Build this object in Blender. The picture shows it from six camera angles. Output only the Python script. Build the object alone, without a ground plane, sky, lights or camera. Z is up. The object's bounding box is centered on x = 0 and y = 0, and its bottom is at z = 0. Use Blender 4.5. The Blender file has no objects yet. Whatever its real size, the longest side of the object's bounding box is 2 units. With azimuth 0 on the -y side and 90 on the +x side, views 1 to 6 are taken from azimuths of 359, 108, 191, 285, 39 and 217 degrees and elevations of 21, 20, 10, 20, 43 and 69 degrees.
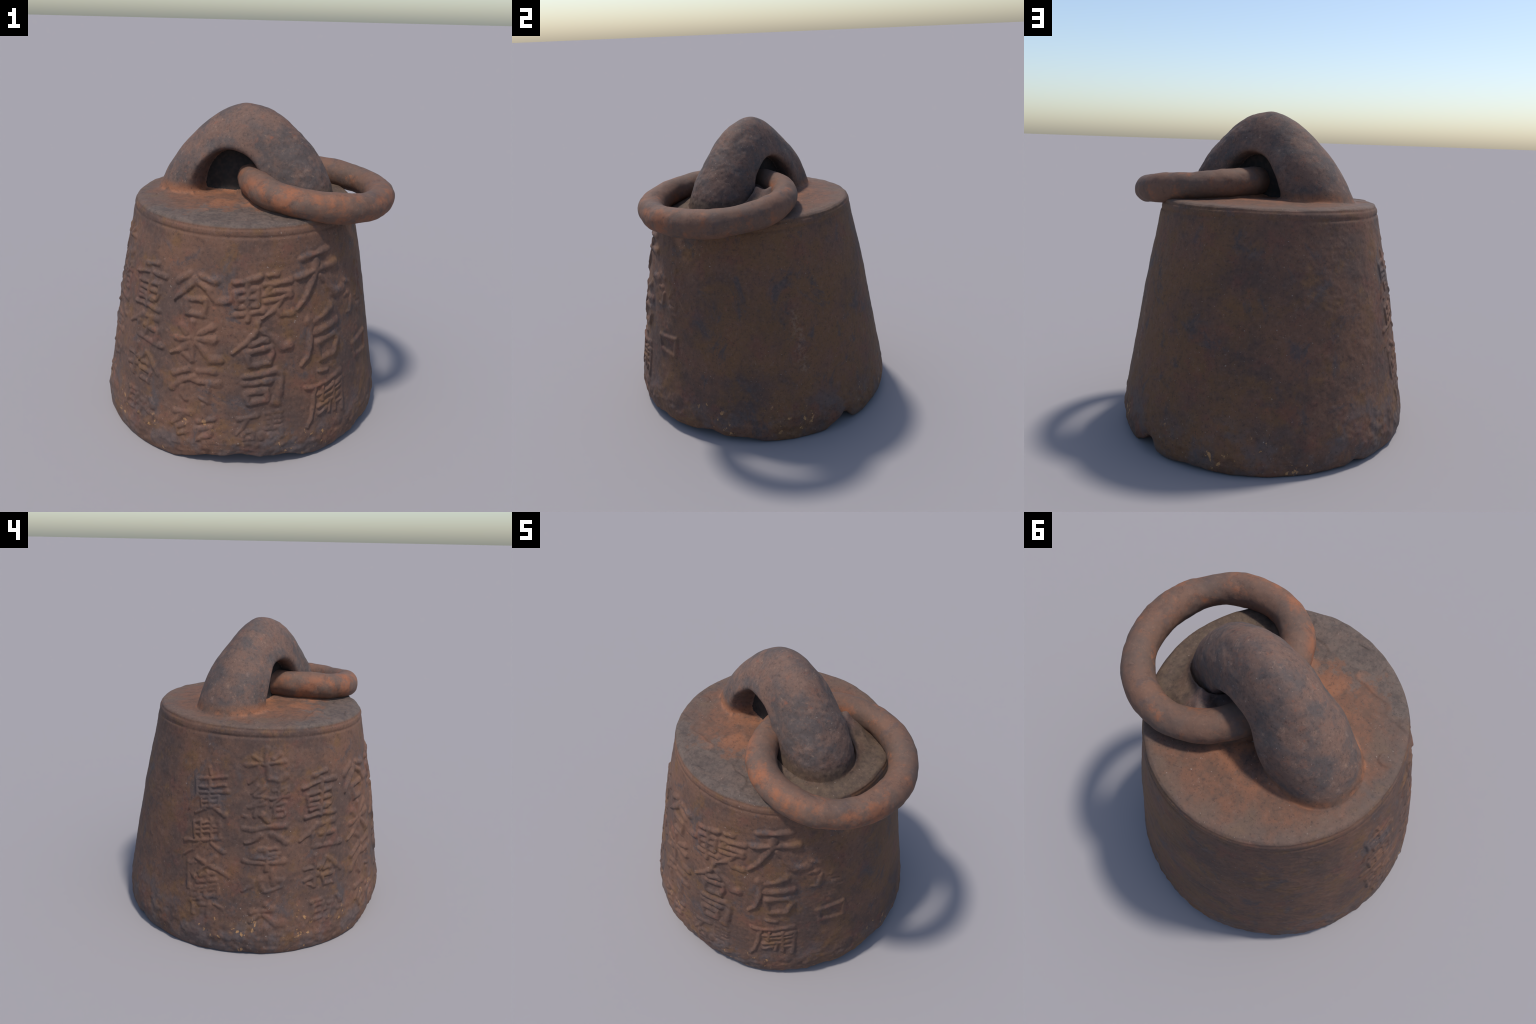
# Old cast-iron market weight: tapered round body with raised brush-written characters,
# an arched lifting handle cast in one with the body, and a loose forged ring through it.
import bpy, bmesh, math
import numpy as np
from mathutils import Vector

RNG = np.random.default_rng(71)

# ------------------------------------------------------------------ numeric helpers
def cubic(xk, yk, x):
    """natural cubic spline through control points"""
    xk = np.asarray(xk, float); yk = np.asarray(yk, float); x = np.asarray(x, float)
    n = len(xk); h = np.diff(xk); A = np.eye(n); b = np.zeros(n)
    for i in range(1, n - 1):
        A[i, i - 1] = h[i - 1]; A[i, i] = 2 * (h[i - 1] + h[i]); A[i, i + 1] = h[i]
        b[i] = 6 * ((yk[i + 1] - yk[i]) / h[i] - (yk[i] - yk[i - 1]) / h[i - 1])
    m = np.linalg.solve(A, b)
    i = np.clip(np.searchsorted(xk, x) - 1, 0, n - 2); d = h[i]
    a = (xk[i + 1] - x) / d; c = 1 - a
    return a * yk[i] + c * yk[i + 1] + ((a ** 3 - a) * m[i] + (c ** 3 - c) * m[i + 1]) * d * d / 6

def smooth(a, b, x):
    t = np.clip((x - a) / (b - a), 0, 1)
    return t * t * (3 - 2 * t)

LATTICE = RNG.uniform(-1, 1, (64, 64, 64))
def noise3(p, size, shift=0.0):
    """smooth value noise, about -1..1, with lumps of the given size in metres"""
    q = p / size + shift
    i = np.floor(q).astype(int); f = q - i; f = f * f * f * (f * (f * 6 - 15) + 10)
    i0 = i % 64; i1 = (i + 1) % 64
    out = 0
    for dx in (0, 1):
        wx = f[:, 0] if dx else 1 - f[:, 0]; X = i1[:, 0] if dx else i0[:, 0]
        for dy in (0, 1):
            wy = f[:, 1] if dy else 1 - f[:, 1]; Y = i1[:, 1] if dy else i0[:, 1]
            for dz in (0, 1):
                wz = f[:, 2] if dz else 1 - f[:, 2]; Z = i1[:, 2] if dz else i0[:, 2]
                out = out + LATTICE[X, Y, Z] * wx * wy * wz
    return out

def vertex_normals(V, F):
    a, b, c, d = (V[F[:, k]] for k in range(4))
    fn = np.cross(c - a, d - b)
    N = np.zeros_like(V)
    for k in range(4):
        for ax in range(3):
            N[:, ax] += np.bincount(F[:, k], fn[:, ax], len(V))
    return N / np.maximum(np.linalg.norm(N, axis=1), 1e-12)[:, None]

def relax(V, F, weight, rounds):
    """Laplacian smoothing, strength given per vertex"""
    E = np.concatenate([F[:, [0, 1]], F[:, [1, 2]], F[:, [2, 3]], F[:, [3, 0]]])
    cnt = np.bincount(E[:, 0], minlength=len(V)) + np.bincount(E[:, 1], minlength=len(V))
    w = weight[:, None]
    for _ in range(rounds):
        S = np.stack([np.bincount(E[:, 0], V[E[:, 1], k], len(V)) + np.bincount(E[:, 1], V[E[:, 0], k], len(V))
                      for k in range(3)], 1) / cnt[:, None]
        V = V + w * (S - V)
    return V

def grid_faces(rows, cols, close_rows=False):
    F = []
    r = np.arange(rows if close_rows else rows - 1)
    for j in range(cols):
        k = (j + 1) % cols
        F.append(np.stack([r * cols + j, r * cols + k, ((r + 1) % rows) * cols + k, ((r + 1) % rows) * cols + j], 1))
    return np.concatenate(F)

def mesh_object(name, V, F, material, normals=None, extra=()):
    me = bpy.data.meshes.new(name)
    me.from_pydata(V.tolist(), [], F.tolist() + [list(f) for f in extra])
    me.polygons.foreach_set('use_smooth', np.ones(len(me.polygons), bool))
    me.update()
    if normals is not None:
        me.normals_split_custom_set_from_vertices([tuple(n) for n in normals])
    ob = bpy.data.objects.new(name, me)
    bpy.context.scene.collection.objects.link(ob)
    if material: me.materials.append(material)
    return ob

# ------------------------------------------------------------------ sizes (metres)
def axis_y(z):
    """the body leans a little: its axis runs at x = 0 and this y"""
    return np.interp(z, [0, .3, .9, 1.44], [.000, -.001, -.014, -.028])
TOP_TILT = .012                                     # the top face drops towards the front by this much per 0.68 m
# wall of the body: height, radius
WALL = [(0.0, .900), (.010, .910), (.05, .920), (.11, .925), (.18, .917), (.30, .896), (.50, .862), (.70, .828),
        (.90, .794), (1.10, .753), (1.30, .711), (1.365, .699), (1.41, .691), (1.430, .682), (1.440, .668), (1.444, .640)]
WALL_Z = np.array([p[0] for p in WALL]); WALL_R = np.array([p[1] for p in WALL])
TOP_Z = 1.444

# worn lower edge: angle round the body in degrees (0 = front, + towards the ring side), lift above the ground
EDGE = [(-180, 0), (-148, .005), (-136, .002), (-132, .026), (-126, .002), (-118, .011), (-108, 0), (-88, 0), (-80, .013),
        (-72, 0), (-48, .002), (-26, 0), (-20, .023), (-13, .060), (-5, .066), (1, .092), (7, .066), (14, .058), (19, .063),
        (24, .033), (30, .015), (40, .018), (50, .036), (58, .044), (66, .032), (77, .042), (85, .064), (91, .032),
        (101, .032), (107, .003), (119, 0), (135, 0), (140, .036), (144.5, .086), (147, .076), (150.5, .012), (156, 0),
        (164, .016), (174, .010), (180, 0)]

# arched handle: polar angle, outer radius, inner radius, half width across; centred on the top of the body
ARCH_BASE = 1.44; ARCH_TURN = math.radians(-17.8); ARCH_AT = np.array([-.003, -.021]); ARCH_LEAN = .012
# angle, outer radius, inner radius, half width, how much wider the section is on its inner side
ARCH = [(-9, .600, .185, .235, .08), (20, .544, .215, .200, .14), (50, .529, .255, .174, .28), (70, .548, .280, .162, .36),
        (90, .559, .292, .155, .44), (110, .519, .280, .156, .42), (130, .490, .255, .184, .34), (160, .514, .222, .211, .18),
        (189, .600, .190, .225, .08)]
ARCH_SKEW = .18                                     # the opening runs through at a slant
FILL_AT = .008; FILL_HALF = .095                      # thick plug added where the scan closed the opening

# loose ring
RING_AT = Vector((.433, -.112, 1.517)); RING_AXIS = Vector((.106, -.033, 1)).normalized()
RING_R = .423; RING_OVAL = -.034; RING_THICK = .089

# ------------------------------------------------------------------ characters
# glyph(meaning, angle, height, strokes): strokes are brush centre lines in millimetres from the middle of the character
GLYPHS = []
def glyph(meaning, angle, height, *strokes):
    GLYPHS.append((meaning, angle, height, strokes))

glyph('compare', 8.9, 1.036,
      [(-158, 82), (-113, 86)], [(-77, 99), (-14, 115)], 
      [(-156, 29), (-28, 53), (-32, -45), (-147, -55), (-156, 29)], [(-86, 96), (-89, -127)], 
      [(-147, -12), (-32, 4)], [(-158, -98), (-3, -73)], [(32, 122), (76, 126)], [(12, 71), (157, 82)], 
      [(39, 53), (1, 10)], [(11, 16), (59, 29)], [(79, 34), (149, 27), (153, 3)], 
      [(11, -23), (100, -14), (149, 13)], [(100, -24), (65, -70), (-10, -118)], 
      [(72, -68), (106, -104), (164, -101)]) 
glyph('agree', 8.1, 0.767,
      [(-19, 122), (-19, 91), (-79, 17), (-166, -50)], [(-12, 90), (76, 27), (118, -27), (165, -19)], 
      [(-59, 0), (28, 30)], [(-92, -45), (56, -17), (66, -52), (45, -109), (-66, -121), (-89, -45)]) 
glyph('office', 8.7, 0.510,
      [(-105, 67), (78, 98), (107, 70), (97, -43), (89, -98), (58, -91)], [(-109, 21), (33, 39)], 
      [(-99, -32), (20, -16), (23, -77), (-90, -92), (-99, -32)]) 
glyph('weight', 7.0, 0.276,
      [(-118, 42), (-9, 65)], [(-71, 42), (-98, -15), (-132, -52)], 
      [(-91, -37), (-37, -30), (-37, -71), (-92, -80), (-91, -37)], [(32, 73), (130, 80)], 
      [(32, 73), (39, -14)], [(81, 79), (78, -18)], [(39, 44), (123, 49)], [(39, 15), (124, 19)], 
      [(39, -17), (131, -14), (131, -69)], [(8, -55), (18, -77)], [(60, -56), (67, -71)]) 
glyph('grain', -17.7, 1.032,
      [(-144, 58), (-74, 110)], [(-1, 105), (83, 85)], [(-39, 86), (-82, 23), (-159, -49)], 
      [(-28, 85), (46, 32), (98, -25), (158, -20)], 
      [(-82, -34), (33, -19), (39, -55), (26, -110), (-73, -109), (-84, -34)]) 
glyph('rice', -18.8, 0.763,
      [(-17, 113), (-14, 10), (-11, -109)], [(-83, 79), (-57, 39)], [(94, 91), (16, 43)], 
      [(-125, -2), (-11, 13), (122, 22)], [(-28, -10), (-75, -59), (-152, -98)], 
      [(5, -4), (65, -68), (99, -100), (153, -94)], [(-65, -85), (-15, -113)]) 
glyph('trade', -18.1, 0.501,
      [(-135, 41), (-33, 90)], [(-150, -53), (-81, 12), (-12, 45)], [(-73, -25), (-69, -71), (-48, -95)], 
      [(19, 87), (110, 96)], [(-11, 31), (30, 21), (148, 30)], [(84, 8), (83, -88), (43, -77)]) 
glyph('anvil', -18.2, 0.281,
      [(-116, 34), (-4, 47)], [(-60, 27), (-127, -46)], 
      [(-102, -58), (-33, -32), (-23, -74), (-84, -97), (-102, -58)], [(62, 103), (74, 18)], 
      [(39, -2), (126, 26)], [(27, -49), (119, -22), (116, -77), (38, -103), (27, -49)]) 
glyph('heavy', -44.5, 1.017,
      [(-45, 117), (48, 135)], [(-126, 49), (-4, 76), (124, 75)], 
      [(-97, 4), (77, 20), (88, -32), (69, -77), (-94, -63), (-97, 4)], [(10, 89), (-7, -131)], 
      [(-92, -32), (73, -28)], [(-84, -89), (49, -82)], [(-116, -135), (-12, -122), (105, -132)]) 
glyph('five', -45.0, 0.753,
      [(-30, 73), (-90, 26), (-153, -15)], [(-60, 21), (-69, -64)], [(1, 71), (99, 77)], [(43, 62), (8, -64)], 
      [(-7, 10), (117, 5), (102, -63)], [(-64, -65), (13, -69), (156, -77)]) 
glyph('ten', -44.2, 0.530,
      [(-61, 101), (-76, -95), (-119, -79)], [(-138, 24), (-34, 23)], [(-138, -51), (-45, -22)], 
      [(25, 73), (-31, 3)], [(30, 72), (88, 17), (140, -32)], [(3, 7), (52, 6)], 
      [(-14, -38), (80, -46), (71, -101), (-3, -92), (-14, -38)]) 
glyph('catty', -43.3, 0.266,
      [(-115, 62), (-42, 69)], [(-94, 33), (-24, 48), (-49, -44), (-126, -50), (-94, 33)], 
      [(-101, -3), (-37, 2)], [(88, 64), (119, 21)], [(14, 29), (44, 28), (-2, -57)], [(-17, 1), (62, -11)], 
      [(82, -25), (126, -32), (112, -69)]) 
glyph('bright', -71.6, 1.209,
      [(2, 103), (-4, 12)], [(-73, 56), (-35, 31)], [(84, 71), (41, 46)], [(-119, 5), (-4, 16), (112, 29)], 
      [(-42, -3), (-61, -64), (-103, -104)], [(11, 5), (20, -67), (82, -88), (121, -63)]) 
glyph('thread', -71.1, 1.002,
      [(-52, 87), (-90, 40)], [(-6, 83), (-71, 29)], [(-71, 29), (-1, 22)], 
      [(-21, 7), (-101, -38), (-9, -16)], [(-63, -32), (-66, -94)], [(-140, -90), (-121, -96)], 
      [(-24, -70), (-32, -86)], [(37, 60), (123, 71)], [(79, 96), (76, 20)], [(26, 14), (136, 24)], 
      [(131, 55), (30, -32)], [(53, -29), (124, -17), (117, -90), (54, -95), (53, -29)], 
      [(58, -58), (117, -55)]) 
glyph('six', -71.4, 0.825,
      [(-8, 88), (19, 52)], [(-131, 9), (-73, 0), (20, 20), (131, 19)], [(-26, -35), (-65, -67), (-119, -87)], 
      [(44, -24), (92, -54), (132, -81)]) 
glyph('year', -71.3, 0.641,
      [(-38, 61), (75, 68)], [(-50, 53), (-73, 12)], [(-57, 9), (13, 5)], [(21, 29), (92, 34)], 
      [(-124, -10), (-57, -27), (125, -17)], [(16, 61), (18, -68)], [(21, 1), (76, 14)]) 
glyph('middle', -71.5, 0.499,
      [(-14, 17), (-61, -24), (-124, -64)], [(-14, -15), (3, -56)], [(57, 64), (66, -17)], 
      [(65, 11), (122, 3), (119, -38), (15, -65)]) 
glyph('stand', -69.5, 0.285,
      [(-11, 67), (21, 33)], [(-99, 17), (45, 32)], [(-55, -3), (-106, -50)], 
      [(-19, -3), (30, -43), (70, -66), (107, -61)]) 
glyph('broad', -98.1, 1.030,
      [(-6, 141), (2, 106)], [(-86, 67), (105, 103)], [(-85, 65), (-75, -34), (-126, -125)], 
      [(-63, 20), (103, 53)], [(-55, -15), (122, 15)], [(0, 76), (11, -26)], 
      [(-47, -44), (71, -17), (76, -76), (-33, -99), (-47, -44)], [(-40, -70), (73, -46)], 
      [(11, -26), (17, -85)], [(-11, -105), (-77, -142)], [(54, -94), (121, -129)]) 
glyph('flourish', -98.2, 0.735,
      [(-76, 93), (-64, 2)], [(-28, 115), (-16, 13)], [(37, 130), (50, 25)], [(95, 117), (102, 26)], 
      [(-71, 94), (-28, 111)], [(-10, 99), (43, 116)], [(-64, 57), (41, 87), (105, 88)], 
      [(-66, 25), (98, 68)], [(-136, -39), (110, 21)], [(-18, -23), (-67, -77), (-138, -131)], 
      [(57, -16), (99, -48), (136, -66)]) 
glyph('prosper', -95.2, 0.516,
      [(-137, 49), (-124, -115)], [(-80, 90), (-10, 62), (89, 33), (138, 4)], [(48, 115), (-9, 55), (-61, 0)], 
      [(-47, -17), (43, 16)], [(-61, -63), (62, -31)], [(-67, -101), (72, -64)], [(2, 10), (9, -84)], 
      [(-126, 44), (-87, 57), (-118, -10), (-85, -33)]) 
glyph('name', -94.9, 0.340,
      [(-105, 47), (-53, 68), (-51, 28), (-103, 11), (-105, 47)], [(-110, -19), (-41, 9)], 
      [(-32, 61), (-7, 70), (-8, 34)], [(14, 74), (77, 97), (73, 45)], [(9, 30), (56, 47)], 
      [(-90, -34), (-77, -95)], [(-38, -29), (21, -25)], [(22, -36), (18, -96)], [(60, -8), (110, -32)]) 
glyph('heaven', 36.4, 1.104,
      [(-115, 129), (68, 152)], [(-148, 26), (-16, 51), (124, 63)], 
      [(-23, 111), (-26, 47), (-71, -30), (-123, -106), (-178, -151)], 
      [(-4, 16), (45, -47), (96, -108), (177, -110)]) 
glyph('empress', 33.9, 0.765,
      [(-31, 91), (39, 121), (91, 151)], [(-75, 104), (-66, 54), (-72, -29), (-93, -104), (-139, -151)], 
      [(-40, 23), (134, 52)], [(-33, -37), (110, -18), (135, -57), (99, -134), (-7, -140), (-33, -37)]) 
glyph('temple', 35.1, 0.385,
      [(-40, 165), (18, 157)], [(-143, 85), (-89, 71), (133, 113)], 
      [(-77, 62), (-90, -32), (-115, -123), (-145, -166)], [(-19, 60), (-29, -20)], [(-59, 20), (56, 49)], 
      [(64, 62), (71, -113)], [(74, 42), (142, 58), (134, -124)], [(-12, -1), (138, 27)], 
      [(-63, -55), (134, -18)], [(78, -71), (134, -64)], [(-56, -101), (-3, -80)], [(31, -47), (21, -107)]) 
glyph('harbour', 61.5, 0.948,
      [(-128, 87), (-79, 62)], [(-142, -2), (-103, 3)], [(-75, -35), (-98, -120), (-138, -114)], 
      [(15, 120), (102, 117)], [(39, 151), (26, 55)], [(95, 133), (89, 34)], [(-21, 65), (123, 39)], 
      [(26, 20), (-16, -47)], [(70, 2), (145, -93)], 
      [(2, -69), (58, -71), (53, -106), (3, -114), (16, -150), (86, -152)]) 
glyph('mouth', 60.6, 0.576,
      [(-91, 41), (90, 62), (80, -62), (-73, -46), (-91, 41)]) 

# stroke half width and relief height of each character (cast deeper at the front, worn low and at the left)
STYLE = {'heaven': (.017, .016), 'empress': (.016, .016), 'temple': (.012, .012), 'harbour': (.013, .009), 'mouth': (.015, .011),
         'compare': (.0135, .014), 'agree': (.0155, .015), 'office': (.0155, .015), 'weight': (.012, .009),
         'grain': (.016, .015), 'rice': (.016, .014), 'trade': (.015, .012), 'anvil': (.015, .010),
         'heavy': (.012, .013), 'five': (.0125, .012), 'ten': (.0125, .012), 'catty': (.013, .009),
         'middle': (.014, .008), 'stand': (.015, .009), 'prosper': (.012, .009), 'name': (.011, .008),
         'broad': (.010, .009), 'flourish': (.010, .009), 'bright': (.013, .011), 'thread': (.010, .009),
         'six': (.014, .011), 'year': (.012, .010)}

def wall_radius(z):
    return np.interp(z, WALL_Z, WALL_R)

def stroke_field(V, theta, side):
    """relief height of the writing at each wall vertex, and which character it belongs to"""
    H = np.zeros(len(V)); owner = np.full(len(V), -1)
    R = wall_radius(V[:, 2])
    for gi, (meaning, angle, height, strokes) in enumerate(GLYPHS):
        w, top = STYLE[meaning]
        near = side & (np.abs(theta - angle) < 22) & (np.abs(V[:, 2] - height) < .22)
        idx = np.nonzero(near)[0]
        P = np.stack([np.radians(theta[idx] - angle) * R[idx], V[idx, 2] - height], 1)
        P = P + .0035 * np.stack([noise3(V[idx], .03, 3.3), noise3(V[idx], .03, 9.1)], 1)
        best = np.zeros(len(idx)); brush = 1.0 + .28 * noise3(V[idx], .045, 18.8)
        for s in strokes:
            pts = np.array(s) / 1000.0
            total = len(pts) - 1
            run = pts[-1] - pts[0]
            # the brush: sweeps to the left thin out, sweeps to the right and level strokes end heavy
            if np.allclose(pts[0], pts[-1]): press = lambda g: .92 + 0 * g
            elif run[1] < -.03 and run[0] < -.03: press = lambda g: 1.10 - .55 * g ** 1.5
            elif run[1] < -.03 and run[0] > .03: press = lambda g: .90 + .36 * g
            elif abs(run[0]) > abs(run[1]): press = lambda g: .86 + .34 * np.abs(2 * g - 1) ** 2 * (g > .5) + .10 * (g < .15)
            else: press = lambda g: 1.0 + 0 * g
            for k in range(total):
                a, b = pts[k], pts[k + 1]; ab = b - a
                t = np.clip(((P - a) @ ab) / max(ab @ ab, 1e-9), 0, 1)
                d = np.linalg.norm(P - a - t[:, None] * ab, axis=1)
                g = (k + t) / total
                ww = w * press(g) * brush
                best = np.maximum(best, 1 - smooth(.25 * ww, 1.85 * ww, d))
        worn = .95 + .35 * noise3(V[idx], .08, 5.7)
        h = .88 * top * np.clip(worn, .35, 1.2) * best
        up = h > H[idx]
        H[idx[up]] = h[up]
        own = up & (best > .30)
        owner[idx[own]] = gi
    return H, owner

# ------------------------------------------------------------------ materials
class Nodes:
    def __init__(self, name):
        self.mat = bpy.data.materials.new(name); self.mat.use_nodes = True
        self.t = self.mat.node_tree; self.t.nodes.clear()
        self.out = self.t.nodes.new('ShaderNodeOutputMaterial')
        self.bsdf = self.t.nodes.new('ShaderNodeBsdfPrincipled')
        self.t.links.new(self.bsdf.outputs[0], self.out.inputs[0])
        self.pos = self.t.nodes.new('ShaderNodeTexCoord').outputs['Object']
    def link(self, a, b):
        if hasattr(a, 'is_linked'): self.t.links.new(a, b)
        else: b.default_value = a
    def noise(self, scale, detail=4, rough=.55, offset=(0, 0, 0), stretch=(1, 1, 1), distort=0.0):
        m = self.t.nodes.new('ShaderNodeMapping'); m.inputs['Location'].default_value = offset; m.inputs['Scale'].default_value = stretch
        self.t.links.new(self.pos, m.inputs[0])
        n = self.t.nodes.new('ShaderNodeTexNoise'); n.inputs['Scale'].default_value = scale
        n.inputs['Detail'].default_value = detail; n.inputs['Roughness'].default_value = rough; n.inputs['Distortion'].default_value = distort
        self.t.links.new(m.outputs[0], n.inputs['Vector'])
        return n.outputs[0]
    def voronoi(self, scale, offset=(0, 0, 0), out='Distance'):
        m = self.t.nodes.new('ShaderNodeMapping'); m.inputs['Location'].default_value = offset
        self.t.links.new(self.pos, m.inputs[0])
        n = self.t.nodes.new('ShaderNodeTexVoronoi'); n.inputs['Scale'].default_value = scale
        self.t.links.new(m.outputs[0], n.inputs['Vector'])
        return n.outputs[out]
    def math(self, op, a, b=0.0, c=0.0):
        n = self.t.nodes.new('ShaderNodeMath'); n.operation = op
        self.link(a, n.inputs[0]); self.link(b, n.inputs[1]); self.link(c, n.inputs[2])
        return n.outputs[0]
    def step(self, v, lo, hi):
        n = self.t.nodes.new('ShaderNodeMapRange'); n.interpolation_type = 'SMOOTHSTEP'
        self.link(v, n.inputs['Value']); n.inputs['From Min'].default_value = lo; n.inputs['From Max'].default_value = hi
        return n.outputs['Result']
    def mul(self, *a):
        r = a[0]
        for b in a[1:]: r = self.math('MULTIPLY', r, b)
        return r
    def mix(self, fac, a, b):
        n = self.t.nodes.new('ShaderNodeMix'); n.data_type = 'RGBA'
        self.link(fac, n.inputs[0])
        for v, s in ((a, n.inputs[6]), (b, n.inputs[7])):
            if isinstance(v, tuple): v = (*v, 1.0)
            self.link(v, s)
        return n.outputs[2]
    def xyz(self):
        n = self.t.nodes.new('ShaderNodeSeparateXYZ'); self.t.links.new(self.pos, n.inputs[0]); return n.outputs
    def finish(self, colour, rough, height, strength=.35, distance=.004):
        self.link(colour, self.bsdf.inputs['Base Color']); self.link(rough, self.bsdf.inputs['Roughness'])
        self.bsdf.inputs['Specular IOR Level'].default_value = .32
        b = self.t.nodes.new('ShaderNodeBump'); b.inputs['Strength'].default_value = strength; b.inputs['Distance'].default_value = distance
        self.link(height, b.inputs['Height']); self.t.links.new(b.outputs[0], self.bsdf.inputs['Normal'])
        return self.mat

def srgb(r, g, b):
    f = lambda c: c / 12.92 if c <= .04045 else ((c + .055) / 1.055) ** 2.4
    return (f(r / 255), f(g / 255), f(b / 255))

def cast_iron():
    n = Nodes('rusted_cast_iron'); x, y, z = n.xyz()
    brown = srgb(104, 75, 60); dark = srgb(81, 63, 56); slate = srgb(72, 66, 67); rust = srgb(130, 78, 55)
    olive = srgb(106, 76, 50); red = srgb(108, 68, 57); dust = srgb(122, 98, 86); ochre = srgb(172, 130, 86); pale = srgb(160, 148, 138)
    big = n.noise(2.6, 5, .6); mid = n.noise(7.0, 5, .62, (3, 1, 7)); fine = n.noise(42, 5, .65, (1, 5, 2)); grit = n.noise(150, 3, .6)
    mot = n.noise(17, 6, .72, (5, 5, 8))
    col = n.mix(n.step(big, .40, .62), brown, dark)
    col = n.mix(n.mul(n.step(mid, .50, .68), .75), col, olive)
    plain = n.step(n.math('ADD', n.mul(x, .8), n.mul(y, .6)), .15, .60)      # yellower rust on the side without writing
    col = n.mix(n.mul(plain, n.step(n.noise(3.6, 6, .68, (7, 2, 4)), .40, .58), .65), col, srgb(108, 77, 50))
    col = n.mix(n.mul(n.step(n.noise(5.5, 5, .65, (9, 4, 2)), .53, .68), .5), col, red)
    col = n.mix(n.mul(n.step(n.noise(4.2, 6, .70, (2, 8, 5), (1, 1, .8), .6), .54, .66), .75), col, slate)
    col = n.mix(n.mul(n.step(n.noise(11, 6, .74, (6, 2, 9)), .59, .74), .55), col, rust)
    col = n.mix(n.mul(n.step(mot, .54, .68), .55), col, dark)
    col = n.mix(n.mul(n.step(mot, .46, .33), .45), col, srgb(110, 77, 62))
    level = n.math('SUBTRACT', z, n.mul(y, TOP_TILT / .68))
    # the handle: more slate and dust than the body
    arch = n.step(n.math('ADD', z, n.mul(n.math('SUBTRACT', mid, .5), .12)), 1.470, 1.54)
    hcol = n.mix(n.step(n.noise(6, 6, .70, (4, 4, 1)), .40, .62), srgb(104, 80, 69), srgb(80, 70, 67))
    hcol = n.mix(n.mul(n.step(n.noise(13, 6, .74, (8, 1, 3)), .54, .72), .7), hcol, srgb(118, 80, 64))
    hcol = n.mix(n.mul(n.step(n.noise(9, 6, .7, (5, 7, 3)), .60, .72), .5), hcol, srgb(132, 110, 98))
    hcol = n.mix(n.mul(n.step(mot, .54, .68), .6), hcol, srgb(68, 57, 54))
    spots = n.noise(26, 6, .75, (7, 9, 5))
    hcol = n.mix(n.mul(n.step(spots, .55, .72), .55), hcol, srgb(140, 112, 94))
    hcol = n.mix(n.mul(n.step(spots, .44, .30), .55), hcol, srgb(62, 52, 50))
    hcol = n.mix(n.mul(n.step(n.noise(20, 5, .7, (1, 6, 6)), .60, .74), .6), hcol, srgb(128, 74, 54))
    col = n.mix(n.mul(n.step(spots, .55, .74), .35), col, srgb(124, 92, 74))
    col = n.mix(n.mul(n.step(spots, .44, .28), .45), col, srgb(62, 50, 46))
    col = n.mix(arch, col, hcol)
    # top face: orange-brown rust towards the middle, grey-brown at the rim
    rad = n.math('SQRT', n.math('ADD', n.mul(x, x), n.mul(y, y)))
    top = n.mul(n.step(level, 1.422, 1.437), n.math('SUBTRACT', 1.0, arch))
    inner = n.mul(top, n.math('SUBTRACT', 1.0, n.step(n.math('ADD', rad, n.mul(n.math('SUBTRACT', mid, .5), .6)), .46, .66)))
    col = n.mix(n.mul(top, .6), col, srgb(94, 79, 70))
    col = n.mix(n.mul(inner, .8), col, n.mix(n.step(mot, .40, .62), srgb(112, 75, 56), srgb(94, 68, 54)))
    # flaking grey crust on the front of the top
    flake = n.mul(top, n.step(n.math('ADD', n.math('MULTIPLY', y, -1.0), n.mul(n.math('SUBTRACT', n.noise(6, 6, .7, (1, 1, 4)), .5), 1.0)), .40, .45))
    col = n.mix(n.mul(flake, .75), col, n.mix(n.step(mot, .42, .6), srgb(92, 81, 74), srgb(74, 66, 62)))
    # bright rust gathered round the feet of the handle
    seam = n.mul(n.step(level, 1.453, 1.464), n.math('SUBTRACT', 1.0, n.step(z, 1.470, 1.53)), n.step(n.noise(7, 4, .6, (7, 7, 1)), .42, .60),
                 n.math('SUBTRACT', 1.0, n.step(rad, .58, .63)))
    col = n.mix(n.mul(seam, .75), col, srgb(142, 92, 64))
    # dull olive-brown inside the ring, with the shade there painted in
    rx = n.math('SUBTRACT', x, RING_AT.x); ry = n.math('SUBTRACT', y, RING_AT.y)
    ring_shade = n.mul(n.math('SUBTRACT', 1.0, n.step(n.math('SQRT', n.math('ADD', n.mul(rx, rx), n.mul(ry, ry))), .33, .46)),
                 n.math('SUBTRACT', 1.0, n.step(z, 1.50, 1.56)), n.step(level, 1.425, 1.44), n.step(x, .02, .14))
    col = n.mix(n.mul(ring_shade, .85), col, n.mix(n.step(mot, .40, .62), srgb(90, 75, 61), srgb(74, 61, 52)))
    # ochre and pale crumbs stuck in the pits near the foot
    low = n.math('SUBTRACT', 1.0, n.step(n.math('ADD', z, n.mul(n.math('SUBTRACT', big, .5), .5)), .20, .36))
    patch = n.step(n.noise(4.6, 3, .5, (3, 9, 4)), .50, .60)
    chips = n.noise(27, 3, .55, (2, 3, 1), (1, 1, .8), .15)
    crumb = n.mul(low, patch, n.step(chips, .615, .66))
    foot = n.mul(low, n.step(n.noise(5.2, 5, .62, (6, 6, 0)), .47, .62))
    col = n.mix(n.mul(foot, .55), col, srgb(84, 78, 79))
    col = n.mix(n.mul(crumb, .85), col, ochre)
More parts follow.
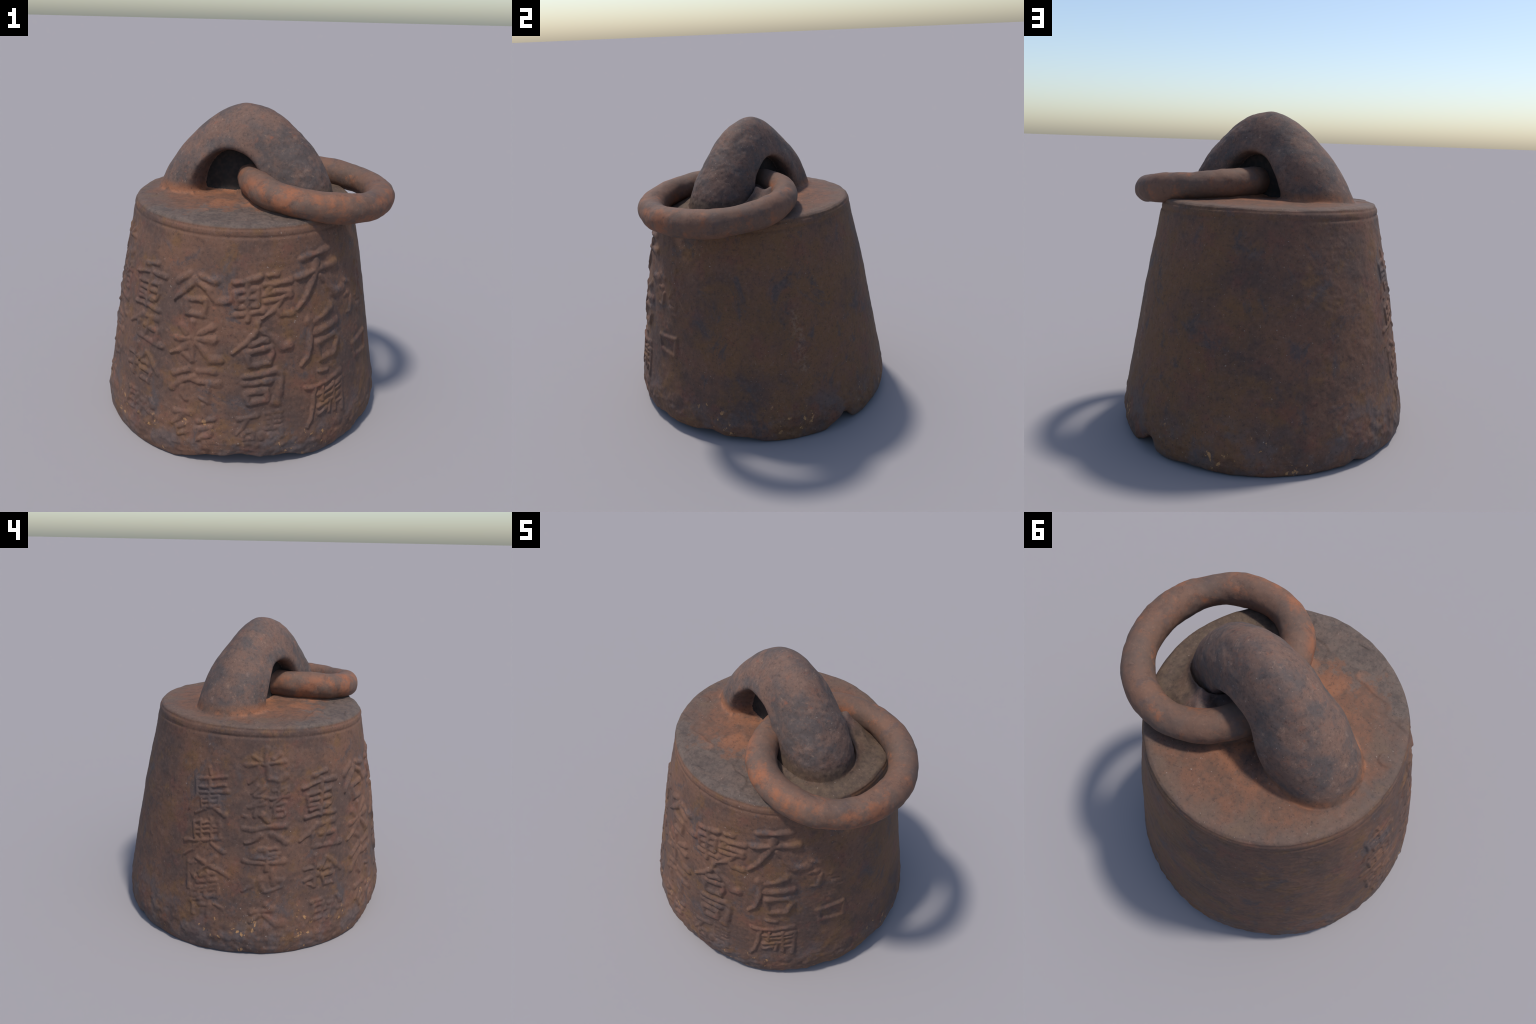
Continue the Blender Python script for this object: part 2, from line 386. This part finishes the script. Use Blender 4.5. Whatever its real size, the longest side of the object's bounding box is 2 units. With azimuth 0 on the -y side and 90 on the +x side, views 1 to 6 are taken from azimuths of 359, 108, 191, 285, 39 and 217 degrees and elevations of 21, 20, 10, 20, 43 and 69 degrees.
    speck = n.mul(n.step(n.noise(3.3, 3, .5, (8, 3, 3)), .44, .60), n.step(n.noise(75, 2, .5, (3, 1, 1)), .70, .76))
    col = n.mix(n.mul(speck, .55), col, pale)
    # pale scrape running down the plain side
    ang = math.radians(125.5)
    off = n.math('ADD', n.math('ADD', n.mul(x, math.cos(ang)), n.mul(y, math.sin(ang))), n.mul(n.math('SUBTRACT', mot, .5), .16))
    off = n.math('ABSOLUTE', n.math('ADD', off, n.mul(n.math('SUBTRACT', z, .68), .10)))
    scar = n.mul(n.math('SUBTRACT', 1.0, n.step(off, .004, .055)), n.step(z, .42, .52), n.math('SUBTRACT', 1.0, n.step(z, .80, .95)),
                 n.step(n.math('ADD', n.mul(x, math.sin(ang)), n.mul(y, -math.cos(ang))), .3, .5), n.step(fine, .38, .62), n.step(spots, .40, .58))
    col = n.mix(n.mul(scar, .55), col, srgb(134, 112, 94))
    # fine mottling
    col = n.mix(n.mul(n.step(fine, .50, .75), .35), col, dust)
    col = n.mix(n.mul(n.step(fine, .48, .28), .50), col, srgb(58, 46, 42))
    col = n.mix(n.mul(n.step(n.noise(85, 3, .6, (4, 4, 4)), .42, .30), .45), col, srgb(50, 40, 38))
    h = n.math('ADD', n.mul(fine, .7), n.mul(grit, .3))
    return n.finish(col, n.math('ADD', .66, n.mul(fine, .24)), h)

def ring_iron():
    n = Nodes('orange_rusted_iron'); x, y, z = n.xyz()
    big = n.noise(4.0, 5, .6, (2, 2, 2)); mid = n.noise(8.0, 6, .72, (3, 1, 7)); fine = n.noise(45, 5, .65, (1, 5, 2)); grit = n.noise(150, 3, .6)
    mot = n.noise(17, 6, .72, (5, 5, 8))
    col = n.mix(n.step(big, .38, .62), srgb(108, 79, 64), srgb(94, 75, 65))
    col = n.mix(n.mul(n.step(mid, .52, .72), .75), col, srgb(142, 86, 56))
    col = n.mix(n.mul(n.step(n.noise(6.5, 6, .7, (9, 4, 2)), .56, .68), .65), col, srgb(84, 71, 67))
    col = n.mix(n.mul(n.step(n.noise(14, 6, .74, (6, 2, 9)), .60, .76), .65), col, srgb(164, 100, 60))
    # brighter rust on the outer flank at the front, where hands and rain reach it
    rx = n.math('SUBTRACT', x, RING_AT.x); ry = n.math('SUBTRACT', y, RING_AT.y)
    flank = n.mul(n.step(n.math('SQRT', n.math('ADD', n.mul(rx, rx), n.mul(ry, ry))), .42, .50), n.step(n.math('MULTIPLY', ry, -1.0), -.05, .22),
                  n.step(n.noise(7, 6, .72, (3, 3, 3)), .42, .62))
    col = n.mix(n.mul(flank, .55), col, srgb(150, 88, 54))
    col = n.mix(n.mul(n.step(mot, .54, .68), .55), col, srgb(80, 60, 52))
    spots = n.noise(26, 6, .75, (7, 9, 5))
    col = n.mix(n.mul(n.step(spots, .55, .74), .4), col, srgb(132, 98, 78))
    col = n.mix(n.mul(n.step(spots, .44, .28), .4), col, srgb(62, 50, 46))
    col = n.mix(n.mul(n.step(fine, .52, .75), .3), col, srgb(134, 106, 90))
    col = n.mix(n.mul(n.step(fine, .46, .28), .35), col, srgb(68, 52, 46))
    h = n.math('ADD', n.mul(fine, .7), n.mul(grit, .3))
    return n.finish(col, n.math('ADD', .64, n.mul(fine, .24)), h)

def shade_iron():  # near-black colour stands in for the shade deep in the opening
    n = Nodes('shade_black_iron'); fine = n.noise(30, 4, .6)
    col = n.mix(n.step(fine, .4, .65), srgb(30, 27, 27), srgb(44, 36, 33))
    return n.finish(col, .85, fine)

SHADE_IRON = shade_iron(); IRON = cast_iron(); RING_IRON = ring_iron()

# ------------------------------------------------------------------ rough cast shape: body + arch, fused
def lathe_body():
    seg = 360
    prof = [(0.0, 0.0)] + [(z, r) for z, r in WALL] + [(TOP_Z + .004, .35)]
    fine = [prof[0]]
    for (z0, r0), (z1, r1) in zip(prof[:-1], prof[1:]):
        k = max(1, int(math.hypot(z1 - z0, r1 - r0) / .04))
        fine += [(z0 + (z1 - z0) * j / k, r0 + (r1 - r0) * j / k) for j in range(1, k + 1)]
    fine = fine[1:]
    ang = np.linspace(0, 2 * np.pi, seg, endpoint=False)
    V = np.concatenate([np.stack([.001 + r * np.cos(ang), axis_y(z) + r * np.sin(ang), z + TOP_TILT * smooth(1.25, 1.42, z) * r / .68 * np.sin(ang)], 1) for z, r in fine])
    F = grid_faces(len(fine), seg)
    return V, F, [list(range(seg))[::-1], list(range((len(fine) - 1) * seg, len(fine) * seg))]

def arch_frame(s, n, z):
    ca, sa = math.cos(ARCH_TURN), math.sin(ARCH_TURN)
    return np.stack([ARCH_AT[0] + s * ca - n * sa, ARCH_AT[1] + s * sa + n * ca, z + 0 * s], -1)

def arch_handle():
    deg = [a[0] for a in ARCH]
    t = np.linspace(deg[0], deg[-1], 120); ph = np.linspace(0, 2 * np.pi, 96, endpoint=False)
    ro, ri, w, belly = (cubic(deg, [a[k] for a in ARCH], t) for k in (1, 2, 3, 4))
    c, s = np.cos(np.radians(t)), np.sin(np.radians(t))
    def rounded(v, e): return np.sign(v) * np.abs(v) ** (2 / e)
    cs = np.where(np.cos(ph) > 0, rounded(np.cos(ph), 2.2), rounded(np.cos(ph), 5.5))
    sn = np.where(np.cos(ph) > 0, rounded(np.sin(ph), 2.2), rounded(np.sin(ph), 5.5))
    mid = (ro + ri) / 2; half = (ro - ri) / 2
    rho = mid[:, None] + half[:, None] * cs
    N = w[:, None] * sn * (1 - belly[:, None] * cs)
    S = rho * c[:, None] + ARCH_SKEW * N * (1 - cs) / 2
    Z = rho * s[:, None]; N = N + ARCH_LEAN * Z
    V = arch_frame(S, N, ARCH_BASE + Z).reshape(-1, 3)
    F = grid_faces(len(t), len(ph)); m = len(ph)
    return V, F, [list(range(m))[::-1], list(range((len(t) - 1) * m, len(t) * m))]

def opening_fill():
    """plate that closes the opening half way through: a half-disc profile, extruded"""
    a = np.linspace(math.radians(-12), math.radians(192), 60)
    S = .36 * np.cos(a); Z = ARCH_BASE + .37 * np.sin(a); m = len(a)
    V = np.concatenate([arch_frame(S, np.full(m, FILL_AT + k * FILL_HALF), Z) for k in (-1, 1)])
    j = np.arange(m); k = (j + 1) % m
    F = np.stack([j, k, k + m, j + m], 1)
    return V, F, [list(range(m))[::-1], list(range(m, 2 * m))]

def fused_casting(voxel):
    parts = []
    for V, F, caps in (lathe_body(), arch_handle(), opening_fill()):
        ob = mesh_object('rough', V, F, None, extra=caps)
        bm = bmesh.new(); bm.from_mesh(ob.data); bmesh.ops.recalc_face_normals(bm, faces=bm.faces); bm.to_mesh(ob.data); bm.free()
        parts.append(ob)
    base = parts[0]
    for other in parts[1:]:
        uni = base.modifiers.new('union', 'BOOLEAN'); uni.operation = 'UNION'; uni.solver = 'EXACT'; uni.object = other
    rem = base.modifiers.new('remesh', 'REMESH'); rem.mode = 'VOXEL'; rem.voxel_size = voxel
    dg = bpy.context.evaluated_depsgraph_get(); dg.update()
    me = bpy.data.meshes.new_from_object(base.evaluated_get(dg))
    V = np.empty(len(me.vertices) * 3); me.vertices.foreach_get('co', V); V = V.reshape(-1, 3)
    F = np.empty(len(me.loops), int); me.loops.foreach_get('vertex_index', F); F = F.reshape(-1, 4)
    for ob in parts:
        d = ob.data; bpy.data.objects.remove(ob); bpy.data.meshes.remove(d)
    bpy.data.meshes.remove(me)
    return V, F

V, F = fused_casting(.0056)
V[:, 2] -= V[:, 2].min()
theta = np.degrees(np.arctan2(V[:, 0], -(V[:, 1] - axis_y(V[:, 2]))))
rad = np.hypot(V[:, 0], V[:, 1] - axis_y(V[:, 2]))
flat_z = V[:, 2] - TOP_TILT * smooth(1.25, 1.42, V[:, 2]) * V[:, 1] / .68 * (rad > .4)
# round the cast fillet where the handle grows out of the top
fillet = (1 - smooth(.05, .085, np.abs(V[:, 2] - 1.465))) * (1 - smooth(.59, .62, rad))
V = relax(V, F, .5 * np.maximum(fillet, .25), 3)
V = relax(V, F, .5 * fillet, 45)
on_arch = smooth(1.46, 1.53, V[:, 2])

# the top swells a little towards the handle
V[:, 2] += .013 * (1 - smooth(.30, .62, rad)) * (1 - smooth(1.46, 1.54, V[:, 2])) * smooth(1.38, 1.43, V[:, 2])

# fill added where the scan fused top and ring, rising towards the handle's foot
flat = (vertex_normals(V, F)[:, 2] > .5) & (V[:, 2] > 1.41) & (V[:, 2] < 1.535)
off = np.hypot(V[:, 0] - RING_AT.x, V[:, 1] - RING_AT.y) - RING_R
under = RING_AT.z - (RING_AXIS.x * (V[:, 0] - RING_AT.x) + RING_AXIS.y * (V[:, 1] - RING_AT.y)) / RING_AXIS.z - RING_THICK
ring_fill = (1 - smooth(.01, .07, np.abs(off))) * np.clip(under + .012 - V[:, 2], 0, .05)
behind = smooth(-.20, .15, V[:, 1] + .25 * (V[:, 0] - .36))
lump = (.042 + .055 * behind) * (1 - smooth(-.06, .05, off)) * (1 - smooth(.36, .60, rad)) * smooth(.02, .16, V[:, 0])
raise_by = flat * np.maximum(ring_fill, lump * (1 + .35 * noise3(V, .10, 17.7) + .22 * noise3(V, .045, 19.2)))
V[:, 2] += raise_by
V = relax(V, F, .5 * (smooth(.0, .004, raise_by) * (rad < .69)), 12)

# worn lower edge and rounded foot
lift = np.interp(theta, [e[0] for e in EDGE], [e[1] for e in EDGE])
lift = lift * smooth(.62, .90, rad)
V[:, 2] += lift * (1 - smooth(.0, .30, V[:, 2]))
V[:, 2] += (.0035 * noise3(V, .05, 1.7) + .004 * noise3(V, .11, 4.1)) * (1 - smooth(0, .10, V[:, 2])) * smooth(.7, .9, rad)

# relief of the casting
N = vertex_normals(V, F)
theta = np.degrees(np.arctan2(V[:, 0], -(V[:, 1] - axis_y(V[:, 2]))))
side = (V[:, 2] < 1.40) & (np.hypot(N[:, 0], N[:, 1]) > .6)
relief, owner = stroke_field(V, theta, side)
wall = smooth(.0, .05, V[:, 2]) * (1 - smooth(1.33, 1.43, V[:, 2])) * (np.hypot(N[:, 0], N[:, 1]) > .6)
front = smooth(-130, -100, theta) * (1 - smooth(60, 85, theta))
disp = relief.copy()
disp += wall * (.0045 * noise3(V, .30, 2.2) + (.0014 + .0008 * front) * noise3(V, .075, 6.4) + .0012 * noise3(V, .040, 7.1) + .0009 * noise3(V, .020, 7.9))
low = 1 - smooth(.12, .34, V[:, 2])
disp += wall * low * (.0045 * noise3(V, .055, 12.6) + .003 * noise3(V, .026, 14.3))
# turned lines below the rim
wave = .004 * noise3(V, .25, 8.8)
for zc, depth, wid in ((1.378, .0055, .009), (1.422, .0030, .007)):
    line = np.exp(-((flat_z + wave - zc) / wid) ** 2) * (rad > .6) * (flat_z < 1.437)
    disp -= depth * line * (.75 + .5 * noise3(V, .2, 3.0))
# top face: uneven, with a flaked crust at the front
face = (N[:, 2] > .7) * smooth(1.42, 1.436, V[:, 2]) * (1 - on_arch)
disp += face * (.004 * noise3(V, .16, 5.5) + .0015 * noise3(V, .05, 1.1))
crust = smooth(.02, .10, noise3(V, .11, 21.3) * .6 + (-V[:, 1] - .44)) * face
disp += .005 * crust
rim = np.exp(-((flat_z - 1.432) / .022) ** 2) * (rad > .63)
disp += rim * (.0035 * noise3(V, .13, 25.5) + .0022 * noise3(V, .05, 26.1))
# lumpy handle, more hammered on the ring side
rough_side = .5 + .9 * smooth(-.05, .35, V[:, 0])
disp += on_arch * (.0055 * noise3(V, .16, 10.4) + rough_side * (.0028 * noise3(V, .075, 11.2) + .0016 * noise3(V, .038, 12.2) + .0011 * noise3(V, .020, 13.5)))
disp -= .004 * np.exp(-((theta + 135) / 32) ** 2) * smooth(0, .15, V[:, 2]) * (1 - smooth(.7, 1.0, V[:, 2])) * (rad > .62)
V = V + disp[:, None] * N
V = relax(V, F, np.full(len(V), .18), 1)
V[:, 2] = np.maximum(V[:, 2] - .002, 0.0)
V[:, 2] *= 2.0 / V[:, 2].max()
N = vertex_normals(V, F)

# ------------------------------------------------------------------ split into named parts that share one surface
fz = V[F][:, :, 2].mean(1); fr = rad[F].mean(1)
fo = owner[F]; glyph_of = np.where((fo >= 0).sum(1) >= 3, fo.max(1), -1)
is_handle = (fz > 1.462) & (fr < .62)
fc = V[F].mean(1); fnrm = N[F].mean(1)
ca, sa = math.cos(ARCH_TURN), math.sin(ARCH_TURN)
across = -(fc[:, 0] - ARCH_AT[0]) * sa + (fc[:, 1] - ARCH_AT[1]) * ca
along = (fc[:, 0] - ARCH_AT[0]) * ca + (fc[:, 1] - ARCH_AT[1]) * sa
facing = np.abs(-fnrm[:, 0] * sa + fnrm[:, 1] * ca)
is_fill = is_handle & (np.abs(across - FILL_AT) < FILL_HALF + .012) & (np.hypot(along, fz - ARCH_BASE) < .345) & (facing > .6)
is_handle &= ~is_fill

thing = bpy.data.objects.new('cast_iron_weight', None)
thing['label'] = 'rusty cast iron weight, arched handle, loose ring, raised Chinese writing'
thing['category'] = 'iron weight'
bpy.context.scene.collection.objects.link(thing)

def region(name, mask, parent, material=None):
    f = F[mask]; used, inv = np.unique(f, return_inverse=True)
    ob = mesh_object(name, V[used], inv.reshape(-1, 4), material or IRON, normals=N[used])
    ob.parent = parent
    return ob

body = region('body', ~is_handle & ~is_fill & (glyph_of < 0), thing)
handle = region('handle', is_handle, thing)
region('scan_fill', is_fill, handle, SHADE_IRON)  # added plug, no real part; its darkness is painted shade
for gi in range(len(GLYPHS)):
    m = glyph_of == gi
    if m.any(): region('raised_character', m & ~is_handle & ~is_fill, body)

# ------------------------------------------------------------------ loose ring
def forged_ring():
    a = Vector((0, 1, 0)).cross(RING_AXIS).normalized(); b = RING_AXIS.cross(a)
    a, b, ax = (np.array(v) for v in (a, b, RING_AXIS))
    t = np.linspace(0, 2 * np.pi, 340, endpoint=False); ph = np.linspace(0, 2 * np.pi, 84, endpoint=False)
    R = RING_R * (1 + RING_OVAL * np.cos(2 * t) + .006 * np.sin(3 * t + 1.0) + .004 * np.sin(5 * t) - .045 * np.exp(-((t - 3.4) / .42) ** 2) + .020 * np.exp(-((t - 5.5) / .6) ** 2))
    out = np.cos(t)[:, None] * a + np.sin(t)[:, None] * b
    r = RING_THICK * (1 + .03 * np.sin(2 * t + .6) + .02 * np.sin(5 * t + 2))
    C = np.array(RING_AT) + R[:, None] * out
    D = np.cos(ph)[None, :, None] * out[:, None] + np.sin(ph)[None, :, None] * ax
    P = (C[:, None] + r[:, None, None] * D).reshape(-1, 3); D = D.reshape(-1, 3)
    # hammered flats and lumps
    P = P + D * (.0055 * noise3(P, .11, 30.2) + .0022 * noise3(P, .045, 32.7) + .0008 * noise3(P, .018, 35.1))[:, None]
    return P, grid_faces(len(t), len(ph), True)[:, ::-1]

P, RF = forged_ring()
ring = mesh_object('ring', P, RF, RING_IRON)
ring.parent = thing
